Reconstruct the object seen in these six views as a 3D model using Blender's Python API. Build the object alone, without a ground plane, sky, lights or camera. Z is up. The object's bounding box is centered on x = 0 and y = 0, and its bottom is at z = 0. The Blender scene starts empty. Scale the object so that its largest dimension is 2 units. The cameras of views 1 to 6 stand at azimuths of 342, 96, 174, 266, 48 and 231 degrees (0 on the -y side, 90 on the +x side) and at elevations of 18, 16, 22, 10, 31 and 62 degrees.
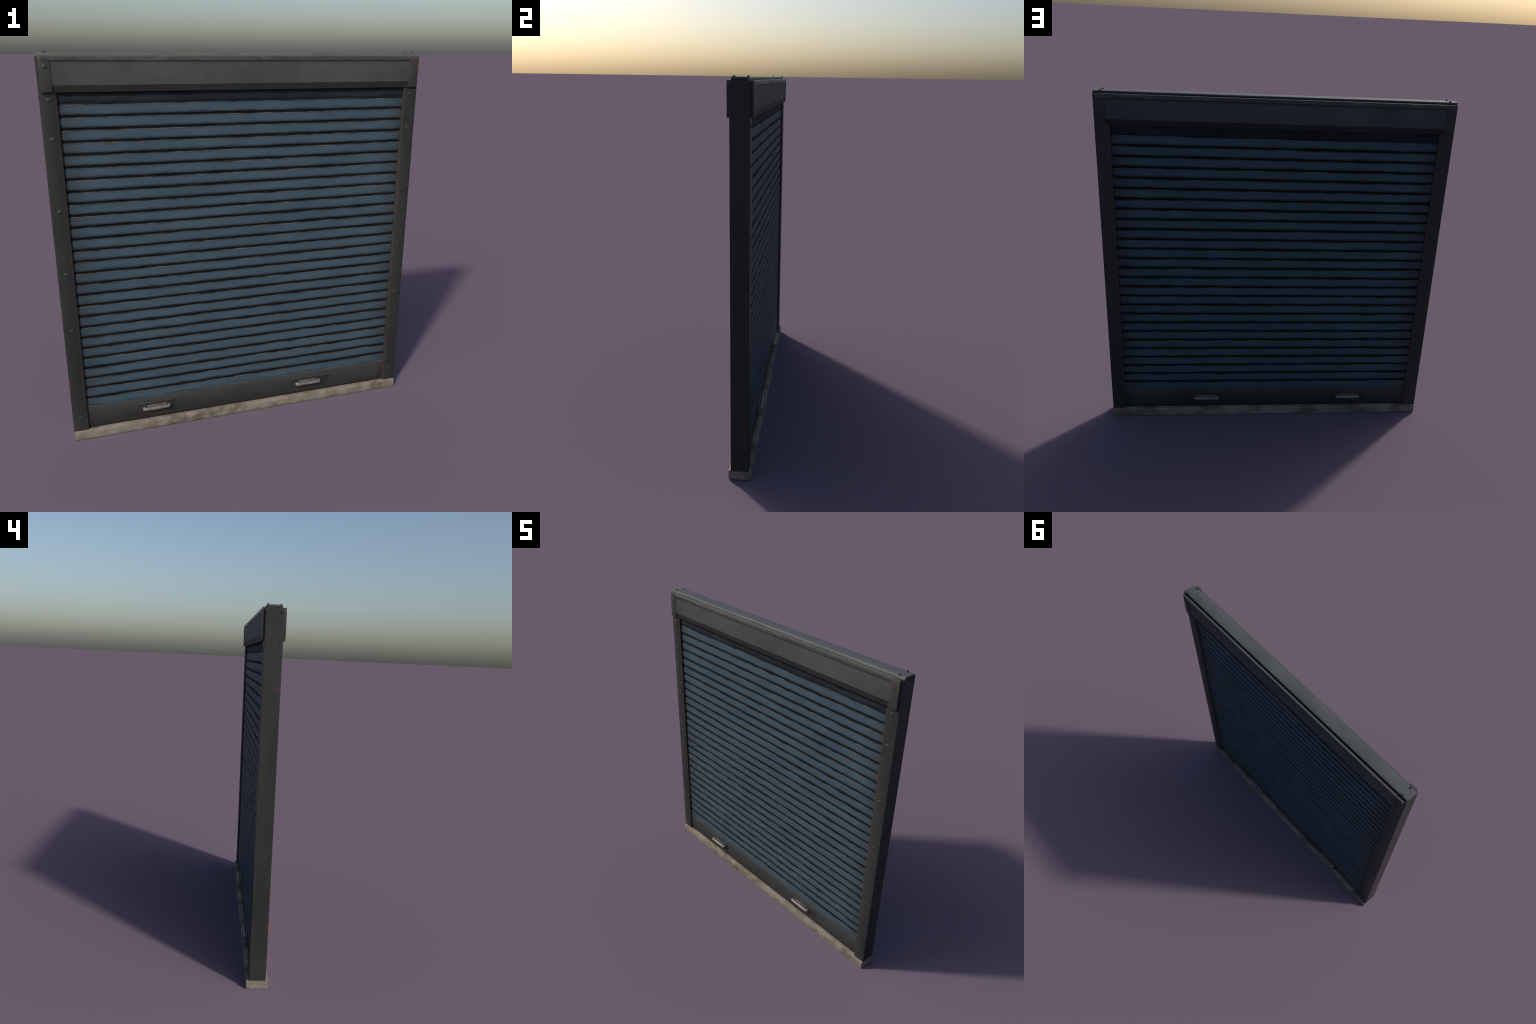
# Weathered roller shutter: blue slatted curtain in a dark steel frame on a stone sill.
import bpy, bmesh, math, random
from mathutils import Vector, Matrix, noise

random.seed(7)
COL = bpy.context.scene.collection

# ------------------------------------------------------------------ sizes (m)
POST_IN, POST_OUT, POST_Y = 0.889, 0.9675, 0.0460     # side posts
SILL_TOP = 0.0502
LINE0, PITCH, N_SLATS = 0.2341, 0.05904, 26           # grooves between slats
FACE = 0.0335                                         # curtain face, front and rear
HEAD_Z0, HEAD_Z1, HEAD_X, HEAD_Y = 1.8215, 1.9788, 0.957, 0.0582
CAP_X = 0.9055                                        # inner edge of the header end caps

# ------------------------------------------------------------------ materials
class Nodes:
    def __init__(self, name):
        self.mat = bpy.data.materials.new(name)
        self.mat.use_nodes = True
        self.t = self.mat.node_tree
        self.t.nodes.clear()
        self.out = self.t.nodes.new('ShaderNodeOutputMaterial')
        self.bsdf = self.t.nodes.new('ShaderNodeBsdfPrincipled')
        self.t.links.new(self.bsdf.outputs[0], self.out.inputs[0])
        self.pos = self.t.nodes.new('ShaderNodeNewGeometry').outputs['Position']
        self.obj = self.t.nodes.new('ShaderNodeTexCoord').outputs['Object']

    def put(self, sock, v):
        if isinstance(v, bpy.types.NodeSocket):
            self.t.links.new(v, sock)
        elif isinstance(v, (tuple, list)) and len(v) == 3 and sock.type == 'RGBA':
            sock.default_value = (*v, 1)
        else:
            sock.default_value = v

    def math(self, op, a, b=0.0, c=0.0, clamp=False):
        n = self.t.nodes.new('ShaderNodeMath'); n.operation = op; n.use_clamp = clamp
        for s, v in zip(n.inputs, (a, b, c)): self.put(s, v)
        return n.outputs[0]

    def noise(self, scale, stretch=(1, 1, 1), detail=4, rough=0.55, shift=(0, 0, 0), coord=None):
        m = self.t.nodes.new('ShaderNodeMapping')
        self.put(m.inputs[0], coord or self.pos)
        m.inputs['Scale'].default_value = stretch
        m.inputs['Location'].default_value = shift
        n = self.t.nodes.new('ShaderNodeTexNoise')
        self.put(n.inputs['Vector'], m.outputs[0])
        n.inputs['Scale'].default_value = scale
        n.inputs['Detail'].default_value = detail
        n.inputs['Roughness'].default_value = rough
        return n.outputs[0]

    def step(self, v, lo, hi, to0=0.0, to1=1.0):
        n = self.t.nodes.new('ShaderNodeMapRange'); n.interpolation_type = 'SMOOTHSTEP'
        self.put(n.inputs['Value'], v)
        self.put(n.inputs['From Min'], lo); self.put(n.inputs['From Max'], hi)
        self.put(n.inputs['To Min'], to0); self.put(n.inputs['To Max'], to1)
        return n.outputs[0]

    def mix(self, f, a, b, mode='MIX'):
        n = self.t.nodes.new('ShaderNodeMix'); n.data_type = 'RGBA'; n.blend_type = mode
        self.put(n.inputs[0], f); self.put(n.inputs[6], a); self.put(n.inputs[7], b)
        return n.outputs[2]

    def axes(self, v):
        n = self.t.nodes.new('ShaderNodeSeparateXYZ'); self.put(n.inputs[0], v)
        return n.outputs

    def spot(self, centre, r):
        """soft ragged spot round one point"""
        d = self.t.nodes.new('ShaderNodeVectorMath'); d.operation = 'DISTANCE'
        self.put(d.inputs[0], self.pos); d.inputs[1].default_value = centre
        ragged = self.math('ADD', d.outputs['Value'],
                           self.math('MULTIPLY', self.math('SUBTRACT', self.noise(110), 0.5), r * 1.6))
        return self.step(ragged, r * 0.35, r, 1.0, 0.0)

    def finish(self, colour, rough=0.6, spec=0.35, metal=0.0, bump=None, strength=0.1, dist=0.001):
        self.put(self.bsdf.inputs['Base Color'], colour)
        self.put(self.bsdf.inputs['Roughness'], rough)
        self.put(self.bsdf.inputs['Specular IOR Level'], spec)
        self.put(self.bsdf.inputs['Metallic'], metal)
        if bump is not None:
            b = self.t.nodes.new('ShaderNodeBump')
            b.inputs['Strength'].default_value = strength
            b.inputs['Distance'].default_value = dist
            self.put(b.inputs['Height'], bump)
            self.put(self.bsdf.inputs['Normal'], b.outputs[0])
        return self.mat


def steel(name, base, warm=0.35, spots=(), rough=0.55, streak=(1, 1, 1), extra=None, spec=.35):
    """dull grey painted steel: cloudy tone, brown grime, rust dots and scratches"""
    n = Nodes(name)
    r, g, b = base
    cloud = n.noise(5.0, streak, 5, 0.6)
    col = n.mix(n.step(cloud, 0.3, 0.7), (r * .84, g * .85, b * .87), (r * 1.14, g * 1.14, b * 1.14))
    col = n.mix(n.math('MULTIPLY', n.step(n.noise(11, streak, 5, .6, (3, 1, 7)), .5, .72), warm), col,
                (r * 1.05, g * .82, b * .62))
    col = n.mix(n.math('MULTIPLY', n.step(n.noise(55, (1, 1, 1), 3, .6, (9, 4, 2)), .69, .76), .55), col,
                (r * .55, g * .5, b * .45))
    col = n.mix(n.math('MULTIPLY', n.step(n.noise(24, (1, 1, 1), 6, .7, (2, 8, 5)), .70, .78), .7), col,
                (.085, .036, .014))
    for centre, rad, tone in spots:
        col = n.mix(n.math('MULTIPLY', n.spot(centre, rad), .8), col, tone)
    if extra: col = extra(n, col)
    grain = n.noise(420, (1, 1, 1), 2)
    return n.finish(col, n.step(cloud, .3, .7, rough - .06, rough + .08), spec, 0.0, grain, .08)


def post_edges(n, col):
    # paint rubbed down to brown primer along the inner edge of the post
    ax = n.math('ABSOLUTE', n.axes(n.pos)[0])
    rub = n.math('MULTIPLY', n.step(ax, POST_IN + .0080, POST_IN + .0096, 1, 0), n.step(n.noise(5, (1, 1, 1.5), 6, .7, (3, 3, 3)), .30, .62, .25, 1))
    return n.mix(n.math('MULTIPLY', rub, .7), col, (.044, .036, .030))


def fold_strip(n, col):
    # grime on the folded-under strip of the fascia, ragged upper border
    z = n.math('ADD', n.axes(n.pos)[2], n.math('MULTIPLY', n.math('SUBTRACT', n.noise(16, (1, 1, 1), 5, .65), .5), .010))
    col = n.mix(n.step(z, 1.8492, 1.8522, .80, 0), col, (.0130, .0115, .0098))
    return n.mix(n.step(z, 1.9440, 1.9545, 0, .7), col, (.020, .0185, .017))


def plate_edges(n, col):
    z = n.axes(n.pos)[2]
    bare = n.math('MULTIPLY', n.step(z, .1488, .1502), n.step(n.noise(9, (1, 1, 1), 5, .7, (2, 0, 1)), .36, .55, .2, 1))  # top edge lightened for the light its bevel catches
    return n.mix(n.math('MULTIPLY', bare, .75), col, (.085, .078, .070))


def cap_top(n, col):
    z = n.axes(n.pos)[2]
    return n.mix(n.step(z, 1.9560, 1.9585, 0, .75), col, n.mix(n.step(n.noise(28, (1, 1, 1), 5, .65, (1, 5, 5)), .38, .62), (.045, .045, .046), (.085, .083, .079)))


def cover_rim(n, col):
    # near-black neck below the rim of the cover, at the rear and ends
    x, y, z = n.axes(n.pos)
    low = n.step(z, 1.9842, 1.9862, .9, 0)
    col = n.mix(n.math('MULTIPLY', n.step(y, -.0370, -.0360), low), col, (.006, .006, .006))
    return n.mix(n.math('MULTIPLY', n.step(y, -.0362, -.0350, 1, 0), n.step(n.noise(6, (1, 1, 1), 5, .7, (2, 7, 1)), .35, .6, .15, .8)), col, (.115, .112, .106))  # front side tinted paler to show it sunlit


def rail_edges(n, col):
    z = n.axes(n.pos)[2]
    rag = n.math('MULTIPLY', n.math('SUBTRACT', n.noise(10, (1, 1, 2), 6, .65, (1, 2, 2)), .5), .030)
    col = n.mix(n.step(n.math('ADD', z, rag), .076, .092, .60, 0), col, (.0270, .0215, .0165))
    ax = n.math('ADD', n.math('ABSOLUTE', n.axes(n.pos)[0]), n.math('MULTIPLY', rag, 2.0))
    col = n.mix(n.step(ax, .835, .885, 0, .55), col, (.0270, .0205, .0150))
    bare = n.math('MULTIPLY', n.step(z, .1815, .1832), n.step(n.noise(8, (1, 1, 1), 6, .7, (5, 0, 1)), .42, .56))
    return n.mix(n.math('MULTIPLY', bare, .8), col, (.095, .086, .076))


RUSTY, BROWN = (.075, .032, .012), (.046, .033, .024)
RUST = [((-POST_OUT, -0.001, 1.592), .012, RUSTY), ((-POST_OUT, -.032, 1.593), .010, RUSTY), ((-POST_OUT, -.045, 1.52), .011, BROWN),
        ((-POST_OUT, -.0455, .345), .020, RUSTY), ((-POST_OUT, .045, .215), .013, BROWN), ((-POST_OUT, .037, 1.968), .012, BROWN)]
M_POST = steel('post_steel', (.0258, .0264, .0262), .2, RUST, .46, (1, 1, .35), post_edges, .26)
M_PANEL = steel('header_panel_steel', (.0575, .0596, .0628), .2, (), .62, (1, 1, .7), fold_strip, .14)
M_CAP = steel('header_cap_steel', (.0370, .0362, .0350), .4,
              [((.940, -HEAD_Y, 1.940), .018, BROWN), ((.93, -HEAD_Y, 1.86), .012, BROWN)], .55, extra=cap_top, spec=.2)
M_RAIL = steel('rail_steel', (.0330, .0344, .0354), .42, (), .55, (.5, 1, 1), rail_edges, .22)
M_PLATE = steel('handle_plate_steel', (.0245, .0245, .0245), .6, (), .55, (.5, 1, 1), plate_edges, .22)
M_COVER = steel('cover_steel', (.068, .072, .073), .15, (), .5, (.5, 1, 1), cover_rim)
M_BOLT = steel('bolt_steel', (.032, .031, .030), .5, (), .55)


def lip_material():
    """header top lip: scraped paint, light bare streaks along the length"""
    n = Nodes('scraped_lip_steel')
    cloud = n.noise(4, (1, 1, 1), 5, .6)
    col = n.mix(n.step(cloud, .3, .7), (.034, .035, .039), (.050, .049, .048))
    scrape = n.noise(9, (1, 3, 9), 6, .65, (1, 2, 3))
    col = n.mix(n.math('MULTIPLY', n.step(scrape, .52, .66), .7), col, (.100, .093, .087))
    col = n.mix(n.math('MULTIPLY', n.step(n.noise(7, (1, 2, 6), 6, .7, (5, 5, 1)), .56, .68), .6), col, (.040, .030, .022))
    z = n.math('ADD', n.axes(n.pos)[2], n.math('MULTIPLY', n.math('SUBTRACT', n.noise(22, (1, 1, 1), 5, .7), .5), .006))
    col = n.mix(n.step(z, 1.9755, 1.9785, 0, .75), col, (.100, .099, .096))
    return n.finish(col, .5, .3, 0, n.noise(300), .1)


def slat_material(name, low=.0066, high=.0529):
    """blue paint; dirt packed along both edges of each slat, bare metal on the upper edge"""
    n = Nodes(name)
    px, py, pz = n.axes(n.pos)
    t = n.axes(n.obj)[2]                                     # height inside the slat
    cloud = n.noise(3.2, (1, 1, 2.0), 5, .55)
    col = n.mix(n.step(cloud, .3, .7), (.0400, .0665, .0900), (.0500, .0800, .1050))
    col = n.mix(n.math('MULTIPLY', n.step(n.noise(13, (.5, 1, 1.6), 5, .6, (4, 4, 4)), .52, .74), .35), col, (.037, .052, .062))
    col = n.mix(n.math('MULTIPLY', n.step(n.noise(60, (.6, 1, 1), 3, .6, (7, 2, 2)), .70, .77), .5), col, (.018, .024, .029))
    # darker grey tone close to the guides
    ax = n.math('ADD', n.math('ABSOLUTE', px), n.math('MULTIPLY', n.math('SUBTRACT', n.noise(5, (1, 1, 5), 4), .5), .16))
    col = n.mix(n.step(ax, .74, .92, 0, .72), col, (.030, .036, .040))
    # rust runs, few
    rust = n.step(n.noise(7, (1, 1, 6), 6, .7, (11, 3, 1)), .68, .75)
    col = n.mix(n.math('MULTIPLY', rust, .55), col, (.045, .027, .016))
    # bare worn metal on the upper edge
    wear = n.step(n.noise(6, (1, 1, 12), 5, .7, (2, 6, 3)), .50, .60)
    band = n.math('MULTIPLY', n.step(t, high - .0040, high - .0018), n.step(t, high + .0005, high + .0022, 1, 0))
    # packed dirt, ragged borders; beside it soft edge shading painted into the colour
    rag1 = n.math('MULTIPLY', n.math('SUBTRACT', n.noise(9, (1, 1, 5), 6, .68, (1, 9, 2)), .5), .022)
    rag2 = n.math('MULTIPLY', n.math('SUBTRACT', n.noise(11, (1, 1, 4), 6, .70, (6, 1, 8)), .5), .018)
    tl = n.math('ADD', t, rag1); th = n.math('ADD', t, rag2)
    painted_shade = n.math('MAXIMUM', n.step(tl, low, low + .0140, .72, 0), n.step(th, high - .0110, high, 0, .40))
    dirt = n.math('MAXIMUM', n.step(tl, low - .0022, low + .0006, 1, 0), n.step(th, high, high + .0022, 0, 1))
    glint = n.math('MULTIPLY', n.math('MULTIPLY', n.step(t, .0543, .0552), n.step(t, .0562, .0571, 1, 0)),
                   n.step(n.noise(5, (1, 1, 14), 5, .7, (8, 8, 3)), .52, .62))
    tone = n.mix(n.step(n.noise(14, (1, 1, 4), 4, .6, (3, 3, 9)), .4, .65), (.0056, .0061, .0068), (.0115, .0100, .0086))
    tone = n.mix(n.math('MULTIPLY', glint, .8), tone, (.036, .034, .032))
    col = n.mix(painted_shade, col, tone)
    col = n.mix(n.math('MULTIPLY', n.math('MULTIPLY', wear, band), .62), col, (.110, .100, .091))
    col = n.mix(dirt, col, tone)
    return n.finish(col, n.step(dirt, 0, 1, .60, .9), n.step(dirt, 0, 1, .10, .04), 0, n.noise(260, (1, 1, 1), 3), .08)


def darkened_slat_material():
    n = Nodes('shade_darkened_slat_paint')
    col = n.mix(n.step(n.noise(7, (1, 1, 3), 5, .6), .35, .65), (.0105, .0150, .0190), (.0165, .0235, .0295))  # blue slat colour darkened for the shadow under the header
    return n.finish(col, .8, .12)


def sill_material():
    n = Nodes('stained_stone')
    col = n.mix(n.step(n.noise(14, (1, 1, 1), 6, .6), .32, .68), (.140, .117, .092), (.222, .191, .158))
    col = n.mix(n.math('MULTIPLY', n.step(n.noise(5.5, (1, 1, 1.6), 6, .65, (4, 2, 0)), .50, .64), .78), col, (.074, .057, .040))
    col = n.mix(n.math('MULTIPLY', n.step(n.noise(60, (1, 1, 1), 4, .6, (1, 1, 5)), .58, .72), .45), col, (.090, .076, .058))
    col = n.mix(n.math('MULTIPLY', n.step(n.noise(20, (1, 1, 1), 5, .6, (8, 0, 5)), .66, .76), .6), col, (.120, .075, .043))
    return n.finish(col, .85, .25, 0, n.noise(120, (1, 1, 1), 5, .65), .25, .002)


def handle_material():
    n = Nodes('bare_handle_metal')
    col = n.mix(n.step(n.noise(40, (1, 1, 1), 5, .6), .35, .7), (.115, .107, .099), (.190, .180, .170))
    return n.finish(col, .42, .4, .2)


M_LIP, M_SLAT, M_SLAT_DARKENED, M_SILL, M_HANDLE = lip_material(), slat_material('blue_slat_paint'), darkened_slat_material(), sill_material(), handle_material()
M_DARK = steel('dark_inner_steel', (.008, .008, .008), .2, (), .8)

# ------------------------------------------------------------------ geometry helpers
def make(name, bm, mats, parent=None, smooth=None, origin=(0, 0, 0)):
    me = bpy.data.meshes.new(name)
    bmesh.ops.recalc_face_normals(bm, faces=bm.faces)
    if origin != (0, 0, 0):
        bmesh.ops.translate(bm, verts=bm.verts, vec=-Vector(origin))
    bm.to_mesh(me); bm.free()
    for m in (mats if isinstance(mats, (list, tuple)) else [mats]): me.materials.append(m)
    ob = bpy.data.objects.new(name, me); COL.objects.link(ob)
    ob.location = origin
    if parent is not None: adopt(ob, parent)
    if smooth: 
        me.shade_smooth()
        me.set_sharp_from_angle(angle=math.radians(smooth))
    return ob


def adopt(ob, parent):
    """parent with a plain offset (all objects only carry a location or a mirror/turn of their own)"""
    ob.parent = parent
    off = Vector()
    p = parent
    while p is not None:
        off += p.location; p = p.parent
    ob.location = ob.location - off


def add_box(bm, x0, x1, y0, y1, z0, z1, bevel=0.0, seg=2):
    r = bmesh.ops.create_cube(bm, size=1)
    for v in r['verts']:
        v.co = Vector(((x0 + x1) / 2 + v.co.x * (x1 - x0), (y0 + y1) / 2 + v.co.y * (y1 - y0), (z0 + z1) / 2 + v.co.z * (z1 - z0)))
    if bevel:
        edges = list({e for v in r['verts'] for e in v.link_edges})
        bmesh.ops.bevel(bm, geom=edges, offset=bevel, segments=seg, profile=.6, affect='EDGES')


def prism(bm, ring, axis, a, b, cuts=1, wobble=None):
    """sweep a closed 2D ring along x (axis 0, ring=(y,z)) or z (axis 2, ring=(x,y))"""
    rows = []
    for i in range(cuts + 1):
        s = a + (b - a) * i / cuts
        row = []
        for k, (p, q) in enumerate(ring):
            if wobble: dp, dq = wobble(s, k, p, q)
            else: dp = dq = 0
            row.append(bm.verts.new((s, p + dp, q + dq) if axis == 0 else (p + dp, q + dq, s)))
        rows.append(row)
    m = len(ring)
    for r0, r1 in zip(rows, rows[1:]):
        for k in range(m):
            bm.faces.new((r0[k], r0[(k + 1) % m], r1[(k + 1) % m], r1[k]))
    bm.faces.new(rows[0]); bm.faces.new(rows[-1])


def dome_mesh(name, r, h, mat, rings=4, seg=16):
    """bolt head: thin washer skirt and a low dome, looking along +z"""
    prof = [(r, -.002), (r, h * .22)] + [(r * .94 * math.cos(a), h * (.25 + .75 * math.sin(a)))
                                        for a in [math.pi / 2 * i / rings for i in range(rings)]]
    bm = bmesh.new(); rows = []
    for rr, z in prof:
        rows.append([bm.verts.new((rr * math.cos(2 * math.pi * k / seg), rr * math.sin(2 * math.pi * k / seg), z)) for k in range(seg)])
    tip = bm.verts.new((0, 0, h))
    for a, b in zip(rows, rows[1:]):
        for k in range(seg): bm.faces.new((a[k], a[(k + 1) % seg], b[(k + 1) % seg], b[k]))
    for k in range(seg): bm.faces.new((rows[-1][k], rows[-1][(k + 1) % seg], tip))
    bm.faces.new(list(reversed(rows[0])))
    bmesh.ops.recalc_face_normals(bm, faces=bm.faces)
    me = bpy.data.meshes.new(name); bm.to_mesh(me); bm.free()
    me.materials.append(mat); me.shade_smooth(); me.set_sharp_from_angle(angle=math.radians(50))
    return me

TURN = {'-y': Matrix.Rotation(math.pi / 2, 4, 'X'), '+y': Matrix.Rotation(-math.pi / 2, 4, 'X'),
        '-x': Matrix.Rotation(-math.pi / 2, 4, 'Y'), '+x': Matrix.Rotation(math.pi / 2, 4, 'Y'), '+z': Matrix.Identity(4)}

def place(name, mesh, at, facing, parent, size=1.0):
    ob = bpy.data.objects.new(name, mesh); COL.objects.link(ob)
    ob.rotation_euler = TURN[facing].to_euler()
    ob.location = at
    ob.scale = (size, size, size)
    adopt(ob, parent)
    return ob

BOLT = dome_mesh('bolt', .0106, .0036, M_BOLT)
TOP_BOLT = dome_mesh('cover_bolt', .0066, .0085, M_BOLT)
SIDE_BOLT = dome_mesh('side_bolt', .0102, .0060, M_POST)
RIVET = dome_mesh('rivet', .0062, .0032, M_RAIL)

# ------------------------------------------------------------------ root
root = bpy.data.objects.new('roller_shutter', None)
COL.objects.link(root)
root['label'] = 'weathered blue metal roller shutter in dark steel frame'
root['category'] = 'roller shutter'

# ------------------------------------------------------------------ stone sill
bm = bmesh.new()
nx, c = 110, .0035
ring = [(-.0578 + c * .3, 0), (-.0578, c * .5), (-.0578, .018), (-.0578, .034), (-.0578, SILL_TOP - c), (-.0578 + c * .35, SILL_TOP - c * .35),
        (-.0578 + c, SILL_TOP), (-.028, SILL_TOP), (0, SILL_TOP), (.028, SILL_TOP), (.0578 - c, SILL_TOP), (.0578 - c * .35, SILL_TOP - c * .35),
        (.0578, SILL_TOP - c), (.0578, .034), (.0578, .018), (.0578, c * .5), (.0578 - c * .3, 0)]
def stone(s, k, y, z):
    n = noise.fractal(Vector((s * 14, y * 40, z * 40)), 1.0, 2.0, 3) * .0011
    m = noise.noise(Vector((s * 30 + 9, k * 3.1, 0))) * .0007
    edge = min(0, -abs(n)) if abs(y) > .05 else 0
    return ((edge if y > 0 else -edge) if abs(y) > .05 else 0), (m if .01 < z < SILL_TOP - .0005 else 0)
prism(bm, ring, 0, -.9650, .9650, nx, stone)
sill = make('stone_sill', bm, M_SILL, root, 40)

# ------------------------------------------------------------------ side posts
# hollow-looking channel: flanges with chamfered, worn inner edges; closed solid
for side in (-1, 1):
    x0, x1 = POST_IN, POST_OUT
    ch, bx, by = .0090, .0036, .0022
    flank = [(x1 - bx, POST_Y), (x1 - bx * .35, POST_Y - by * .30), (x1, POST_Y - by), (x1, -POST_Y + by), (x1 - bx * .35, -POST_Y + by * .30), (x1 - bx, -POST_Y)]
    ring = flank + [(x0 + ch, -POST_Y), (x0 + .0006, -POST_Y + .0030), (x0, -POST_Y + .0040), (x0, POST_Y - .0040), (x0 + .0006, POST_Y - .0030), (x0 + ch, POST_Y)]
    ring = [(x * side, y) for x, y in ring]
    bm = bmesh.new()
    def dent(s, k, x, y):
        # the bevel is rubbed wider in places, each corner in its own way
        if k in (0, 1, 4, 5):
            w = noise.noise(Vector((s * 4.5, side * 5, 9 if k < 2 else 2)))
            return (-.0022 if k in (0, 5) else -.0006) * max(-.5, w) * side, 0
        return (noise.noise(Vector((s * 6, side * 5, k * .9))) * .0004 * side, 0) if abs(x) > .95 else (0, 0)
    prism(bm, ring, 2, SILL_TOP - .001, 1.9772, 90, dent)
    post = make('side_post', bm, M_POST, root, 30)
    for z in (1.786, 1.609, 1.2645, .9478, .640, .1262):
        for yy, f in ((-POST_Y, '-y'), (POST_Y, '+y')):
            place('bolt', BOLT, (side * .9258, yy, z), f, post, random.uniform(.92, 1.08))
    for z in (1.960, 1.802, .678, .080):
        for yy in (-.0345, .0345):
            place('bolt', SIDE_BOLT, (side * POST_OUT, yy, z + random.uniform(-.004, .004)), '+x' if side > 0 else '-x', post, random.uniform(.42, .6))

# ------------------------------------------------------------------ curtain slats
half = [(.0000, .0302), (.0046, .0304), (.0056, .0324), (.0070, .0332), (.0110, .0336), (.0200, .0339), (.0300, .0340),
        (.0400, .0339), (.0480, .0336), (.0515, .0332), (.0535, .0324), (.0560, .0308), (.0588, .0302)]
def slat(t0, t1, z, mat, seed, tongue=True):
    pts = [(t, d) for t, d in half if t0 <= t <= t1]
    if pts[0][0] > t0: pts.insert(0, (t0, FACE))
    if pts[-1][0] < t1: pts.append((t1, FACE))
    if tongue: pts += [(t1, .018), (t1 + .006, .018)]
    ring = [(-d, t) for t, d in pts] + [(d, t) for t, d in reversed(pts)]
    def warp(s, k, y, t):
        if abs(y) < .02: return 0, 0
        f = -1 if y < 0 else 1
        q = Vector((s * 7, seed * 3.7 + f * 1.3, t * 20))
        push = noise.noise(q) * .00045 + noise.noise(q * 3) * .0002
        dz = 0
        if .005 < t < .0075 or .0505 < t < .0545:
            dz = noise.noise(Vector((s * 11, seed * 5.1 + f, 3 if t > .03 else 0))) * .0009 + noise.noise(Vector((s * 45, seed * 2.3 + f, t * 99))) * .0005
        if t in (t0, t1): dz = 0
        return f * push, dz
    bm = bmesh.new()
    prism(bm, ring, 0, -.8915, .8915, 150, warp)
    bmesh.ops.translate(bm, verts=bm.verts, vec=(0, 0, z))
    return make('slat', bm, mat, root, 35, (0, 0, z))

slat(.0102, .0588, LINE0 - PITCH, M_SLAT, 0)
for i in range(N_SLATS):
    slat(.0, .0588, LINE0 + i * PITCH, M_SLAT, i + 1)
slat(.0, .0588, LINE0 + N_SLATS * PITCH, M_SLAT_DARKENED, 40, False)

# ------------------------------------------------------------------ bottom rail with handles
F = FACE + .0012
half_r = [(.0618, F - .0045), (.0635, F - .0022), (.0845, F - .0008), (.0860, F), (.1832, F + .0004), (.1850, F - .0008)]
ring = [(-d, z) for z, d in half_r] + [(d, z) for z, d in reversed(half_r)]
bm = bmesh.new()
prism(bm, ring, 0, -.8915, .8915, 90, lambda s, k, y, z: ((1 if y > 0 else -1) * noise.noise(Vector((s * 6, z * 9, y * 30))) * .0004, noise.noise(Vector((s * 18, z * 7, 2))) * .0005 if z > .18 else 0))
rail = make('bottom_rail', bm, M_RAIL, root, 35)
bm = bmesh.new()
add_box(bm, -.8915, .8915, -FACE + .0030, FACE - .0030, SILL_TOP - .001, .063)
make('dark_gap_strip', bm, M_DARK, root)

def handle_mesh(width):
    """grip bar bent forward from the plate: round tube with mitred, rounded corners; y=0 is the plate, -y outward"""
    path = []
    w, out, rc = width / 2, .0140, .0115
    path.append((-w + .006, .004)); path.append((-w + .003, -.004))
    for i in range(7):
        a = math.pi + math.pi / 2 * i / 6
        path.append((-w + rc + rc * math.cos(a), -out + rc + rc * math.sin(a)))
    path = path + [(-x, y) for x, y in reversed(path)]
    bm = bmesh.new(); rows = []
    for i, (x, y) in enumerate(path):
        a = Vector(path[max(i - 1, 0)]); b = Vector(path[min(i + 1, len(path) - 1)])
        d = (b - a).normalized(); nrm = Vector((-d.y, d.x))
        row = []
        for k in range(14):
            an = 2 * math.pi * k / 14
            o = nrm * (.0088 * math.cos(an)); row.append(bm.verts.new((x + o.x, y + o.y, .0104 * math.sin(an))))
        rows.append(row)
    for r0, r1 in zip(rows, rows[1:]):
        for k in range(14): bm.faces.new((r0[k], r0[(k + 1) % 14], r1[(k + 1) % 14], r1[k]))
    bm.faces.new(rows[0]); bm.faces.new(rows[-1])
    return bm

for hx0, hx1, gx0, gx1 in ((-.6205, -.4175, -.591, -.443), (.2860, .5225, .312, .465)):
    for f in (-1, 1):
        bm = bmesh.new()
        y0, y1 = sorted((f * (F - .002), f * (F + .0030)))
        add_box(bm, hx0, hx1, y0, y1, .0965, .1510, .0012, 2)
        make('handle_plate', bm, M_PLATE, rail, 40)
        bm = handle_mesh(gx1 - gx0 - .006)
        for v in bm.verts: v.co = Vector((v.co.x + (gx0 + gx1) / 2, f * (F + .002 - v.co.y), .1180 + v.co.z))
        # pale raised strip on the plate just above the grip
        y0, y1 = sorted((f * (F + .001), f * (F + .0065)))
        add_box(bm, gx0 + .020, gx1 - .018, y0, y1, .1240, .1345, .0018, 2)
        make('handle', bm, M_HANDLE, rail, 45)
        for sx in (gx0 + .016, gx1 - .016):
            bm = bmesh.new()
            y0, y1 = sorted((f * (F - .006), f * (F + .002)))
            add_box(bm, sx - .006, sx + .006, y0, y1, .0580, .0650, .0015, 2)
            make('stop_lug', bm, M_RAIL, rail, 40)
for x in (-.853, -.0595, .846):
    for yy, f in ((-F, '-y'), (F, '+y')):
        place('rivet', RIVET, (x, yy, .1595 if abs(x) > .1 else .156), f, rail)
    for yy, f in ((-F + .001, '-y'), (F - .001, '+y')):
        place('rivet', RIVET, (x, yy, .0755), f, rail, .8)

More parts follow.
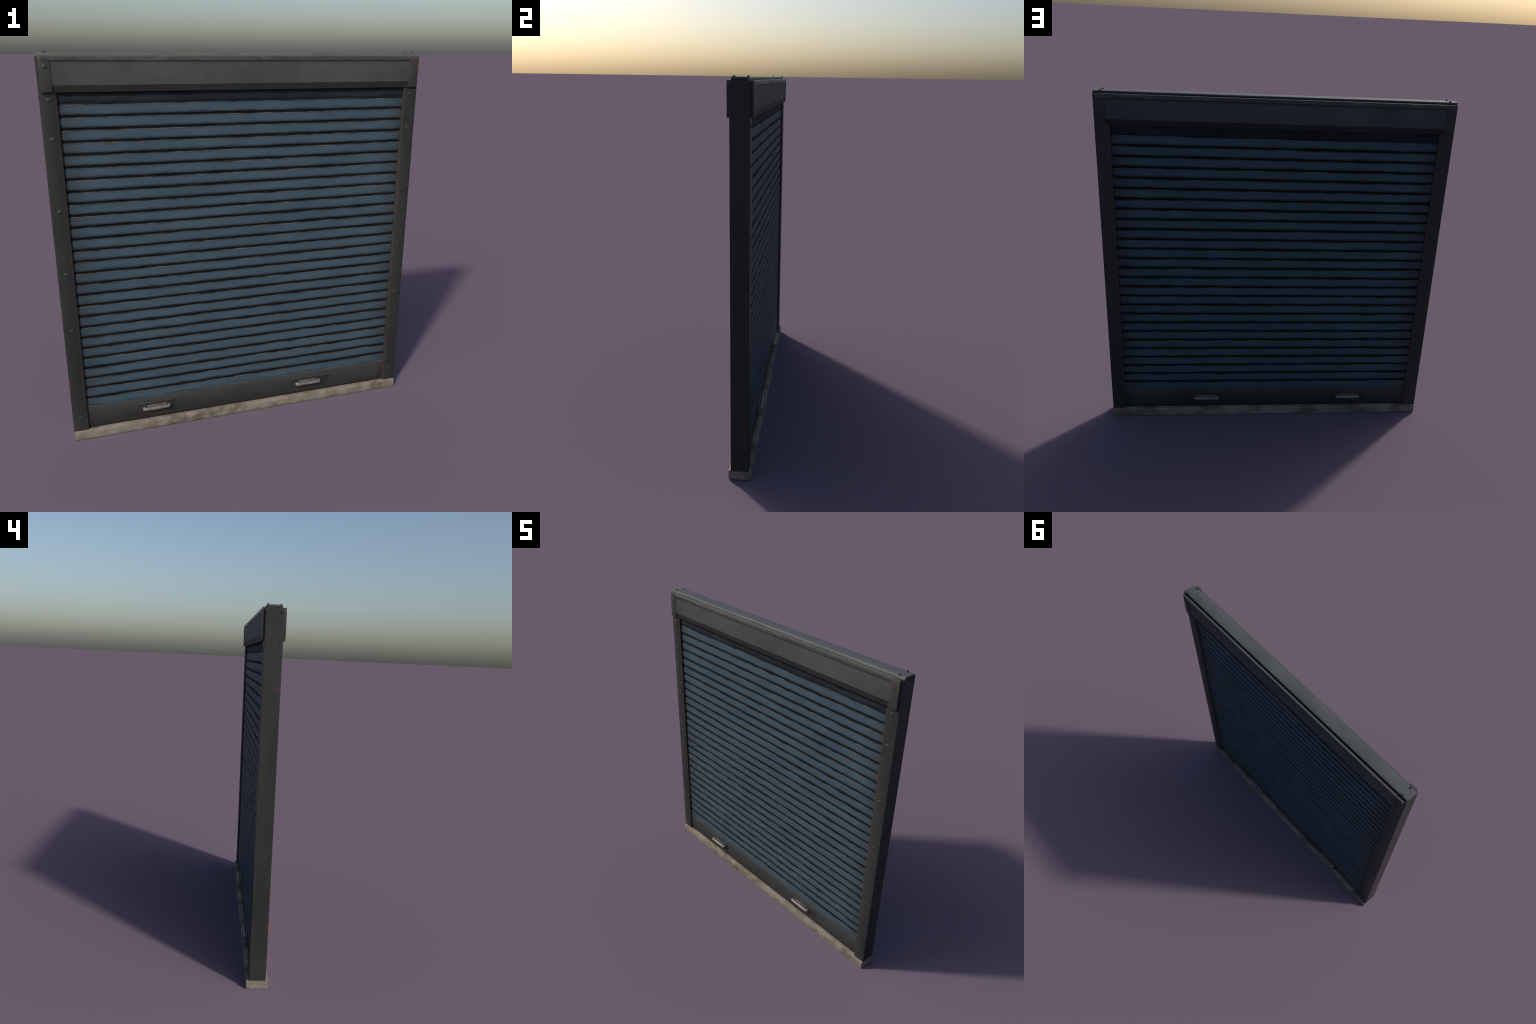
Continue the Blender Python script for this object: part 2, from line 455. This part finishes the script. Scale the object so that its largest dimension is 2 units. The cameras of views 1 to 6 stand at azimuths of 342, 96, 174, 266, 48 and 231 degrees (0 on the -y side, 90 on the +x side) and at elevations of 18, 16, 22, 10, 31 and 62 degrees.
# ------------------------------------------------------------------ header box
bm = bmesh.new()
add_box(bm, -POST_IN - .001, POST_IN + .001, -.0452, .0452, HEAD_Z0 + .004, 1.9755, .001, 1)
make('header_core', bm, M_DARK, root)
for f in (-1, 1):
    HEAD_Y = .0594 if f > 0 else .0582                    # the rear face of the box stands out a little further
    # recessed fascia panel, the lowest part folded back under
    P = HEAD_Y - .0025
    ring = [(f * .0440, 1.9600), (f * P, 1.9600), (f * P, 1.9555), (f * (P + .0002), 1.93), (f * (P + .0003), 1.8525), (f * (P - .0001), 1.8500),
            (f * (P - .0047), 1.8205), (f * (P - .0067), 1.8192), (f * .0440, 1.8192)]
    bm = bmesh.new()
    def sheet(s, k, y, z):
        return (f * noise.noise(Vector((s * 3.5, z * 8, f * 4))) * .0003 if abs(y) > .05 else 0,
                noise.noise(Vector((s * 20, f * 3, k))) * .0008 if 1.845 < z < 1.856 else 0)
    prism(bm, ring, 0, -CAP_X - .001, CAP_X + .001, 80, sheet)
    fascia = make('header_panel', bm, M_PANEL, root, 25)
    # folded lip along the top
    bm = bmesh.new()
    ring = [(f * .0445, 1.9575), (f * (HEAD_Y - .001), 1.9575), (f * HEAD_Y, 1.9585), (f * HEAD_Y, HEAD_Z1 - .003), (f * (HEAD_Y - .001), HEAD_Z1 - .0007),
            (f * (HEAD_Y - .0035), HEAD_Z1), (f * .0445, HEAD_Z1)]
    prism(bm, ring, 0, -CAP_X, CAP_X, 90, lambda s, k, y, z: (f * -abs(noise.noise(Vector((s * 9, k * 2, f)))) * .0010 if abs(y) > .05 else 0,
                                                             noise.noise(Vector((s * 16, f * 2, k * .3))) * .0006 if abs(y) > .05 else 0))
    make('header_lip', bm, M_LIP, fascia, 35)
    for side in (-1, 1):
        bm = bmesh.new()
        xa, xb = sorted((side * (CAP_X - .0005), side * HEAD_X))
        ya, yb = sorted((f * .0450, f * (HEAD_Y + .0002)))
        add_box(bm, xa, xb, ya, yb, HEAD_Z0, 1.9570, .0012, 2)
        add_box(bm, xa + .0004, xb - .0004, ya, yb - .0004 if f > 0 else yb, 1.9572, HEAD_Z1 + .0004, .0022, 2)
        cap = make('header_end_cap', bm, M_CAP, root, 35)
        place('bolt', BOLT, (side * .9285, f * HEAD_Y, 1.9325), '+y' if f > 0 else '-y', cap, .95 if not (side > 0 and f < 0) else .7)

# ------------------------------------------------------------------ top cover
bm = bmesh.new()
b = .0016
zc, y0, y1 = 1.9912, -.0375, .0382
ring = [(y0, 1.9770), (y0, zc - b), (y0 + b * .35, zc - b * .35), (y0 + b, zc), (-.015, zc + .0008), (.015, zc + .0008),
        (y1 - b, zc), (y1 - b * .35, zc - b * .35), (y1, zc - b), (y1, 1.9848), (y1 - .003, 1.9845), (y1 - .003, 1.9760)]
def buckle(s, k, y, z):
    return 0, (noise.noise(Vector((s * 4, y * 9, 1))) * .0005 if z > 1.984 else 0)
prism(bm, ring, 0, -.9665, .9665, 80, buckle)
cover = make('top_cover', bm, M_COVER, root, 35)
for side in (-1, 1):
    for y in (-.0312, .0312):
        place('bolt', TOP_BOLT, (side * .9265, y, 1.9915), '+z', cover)
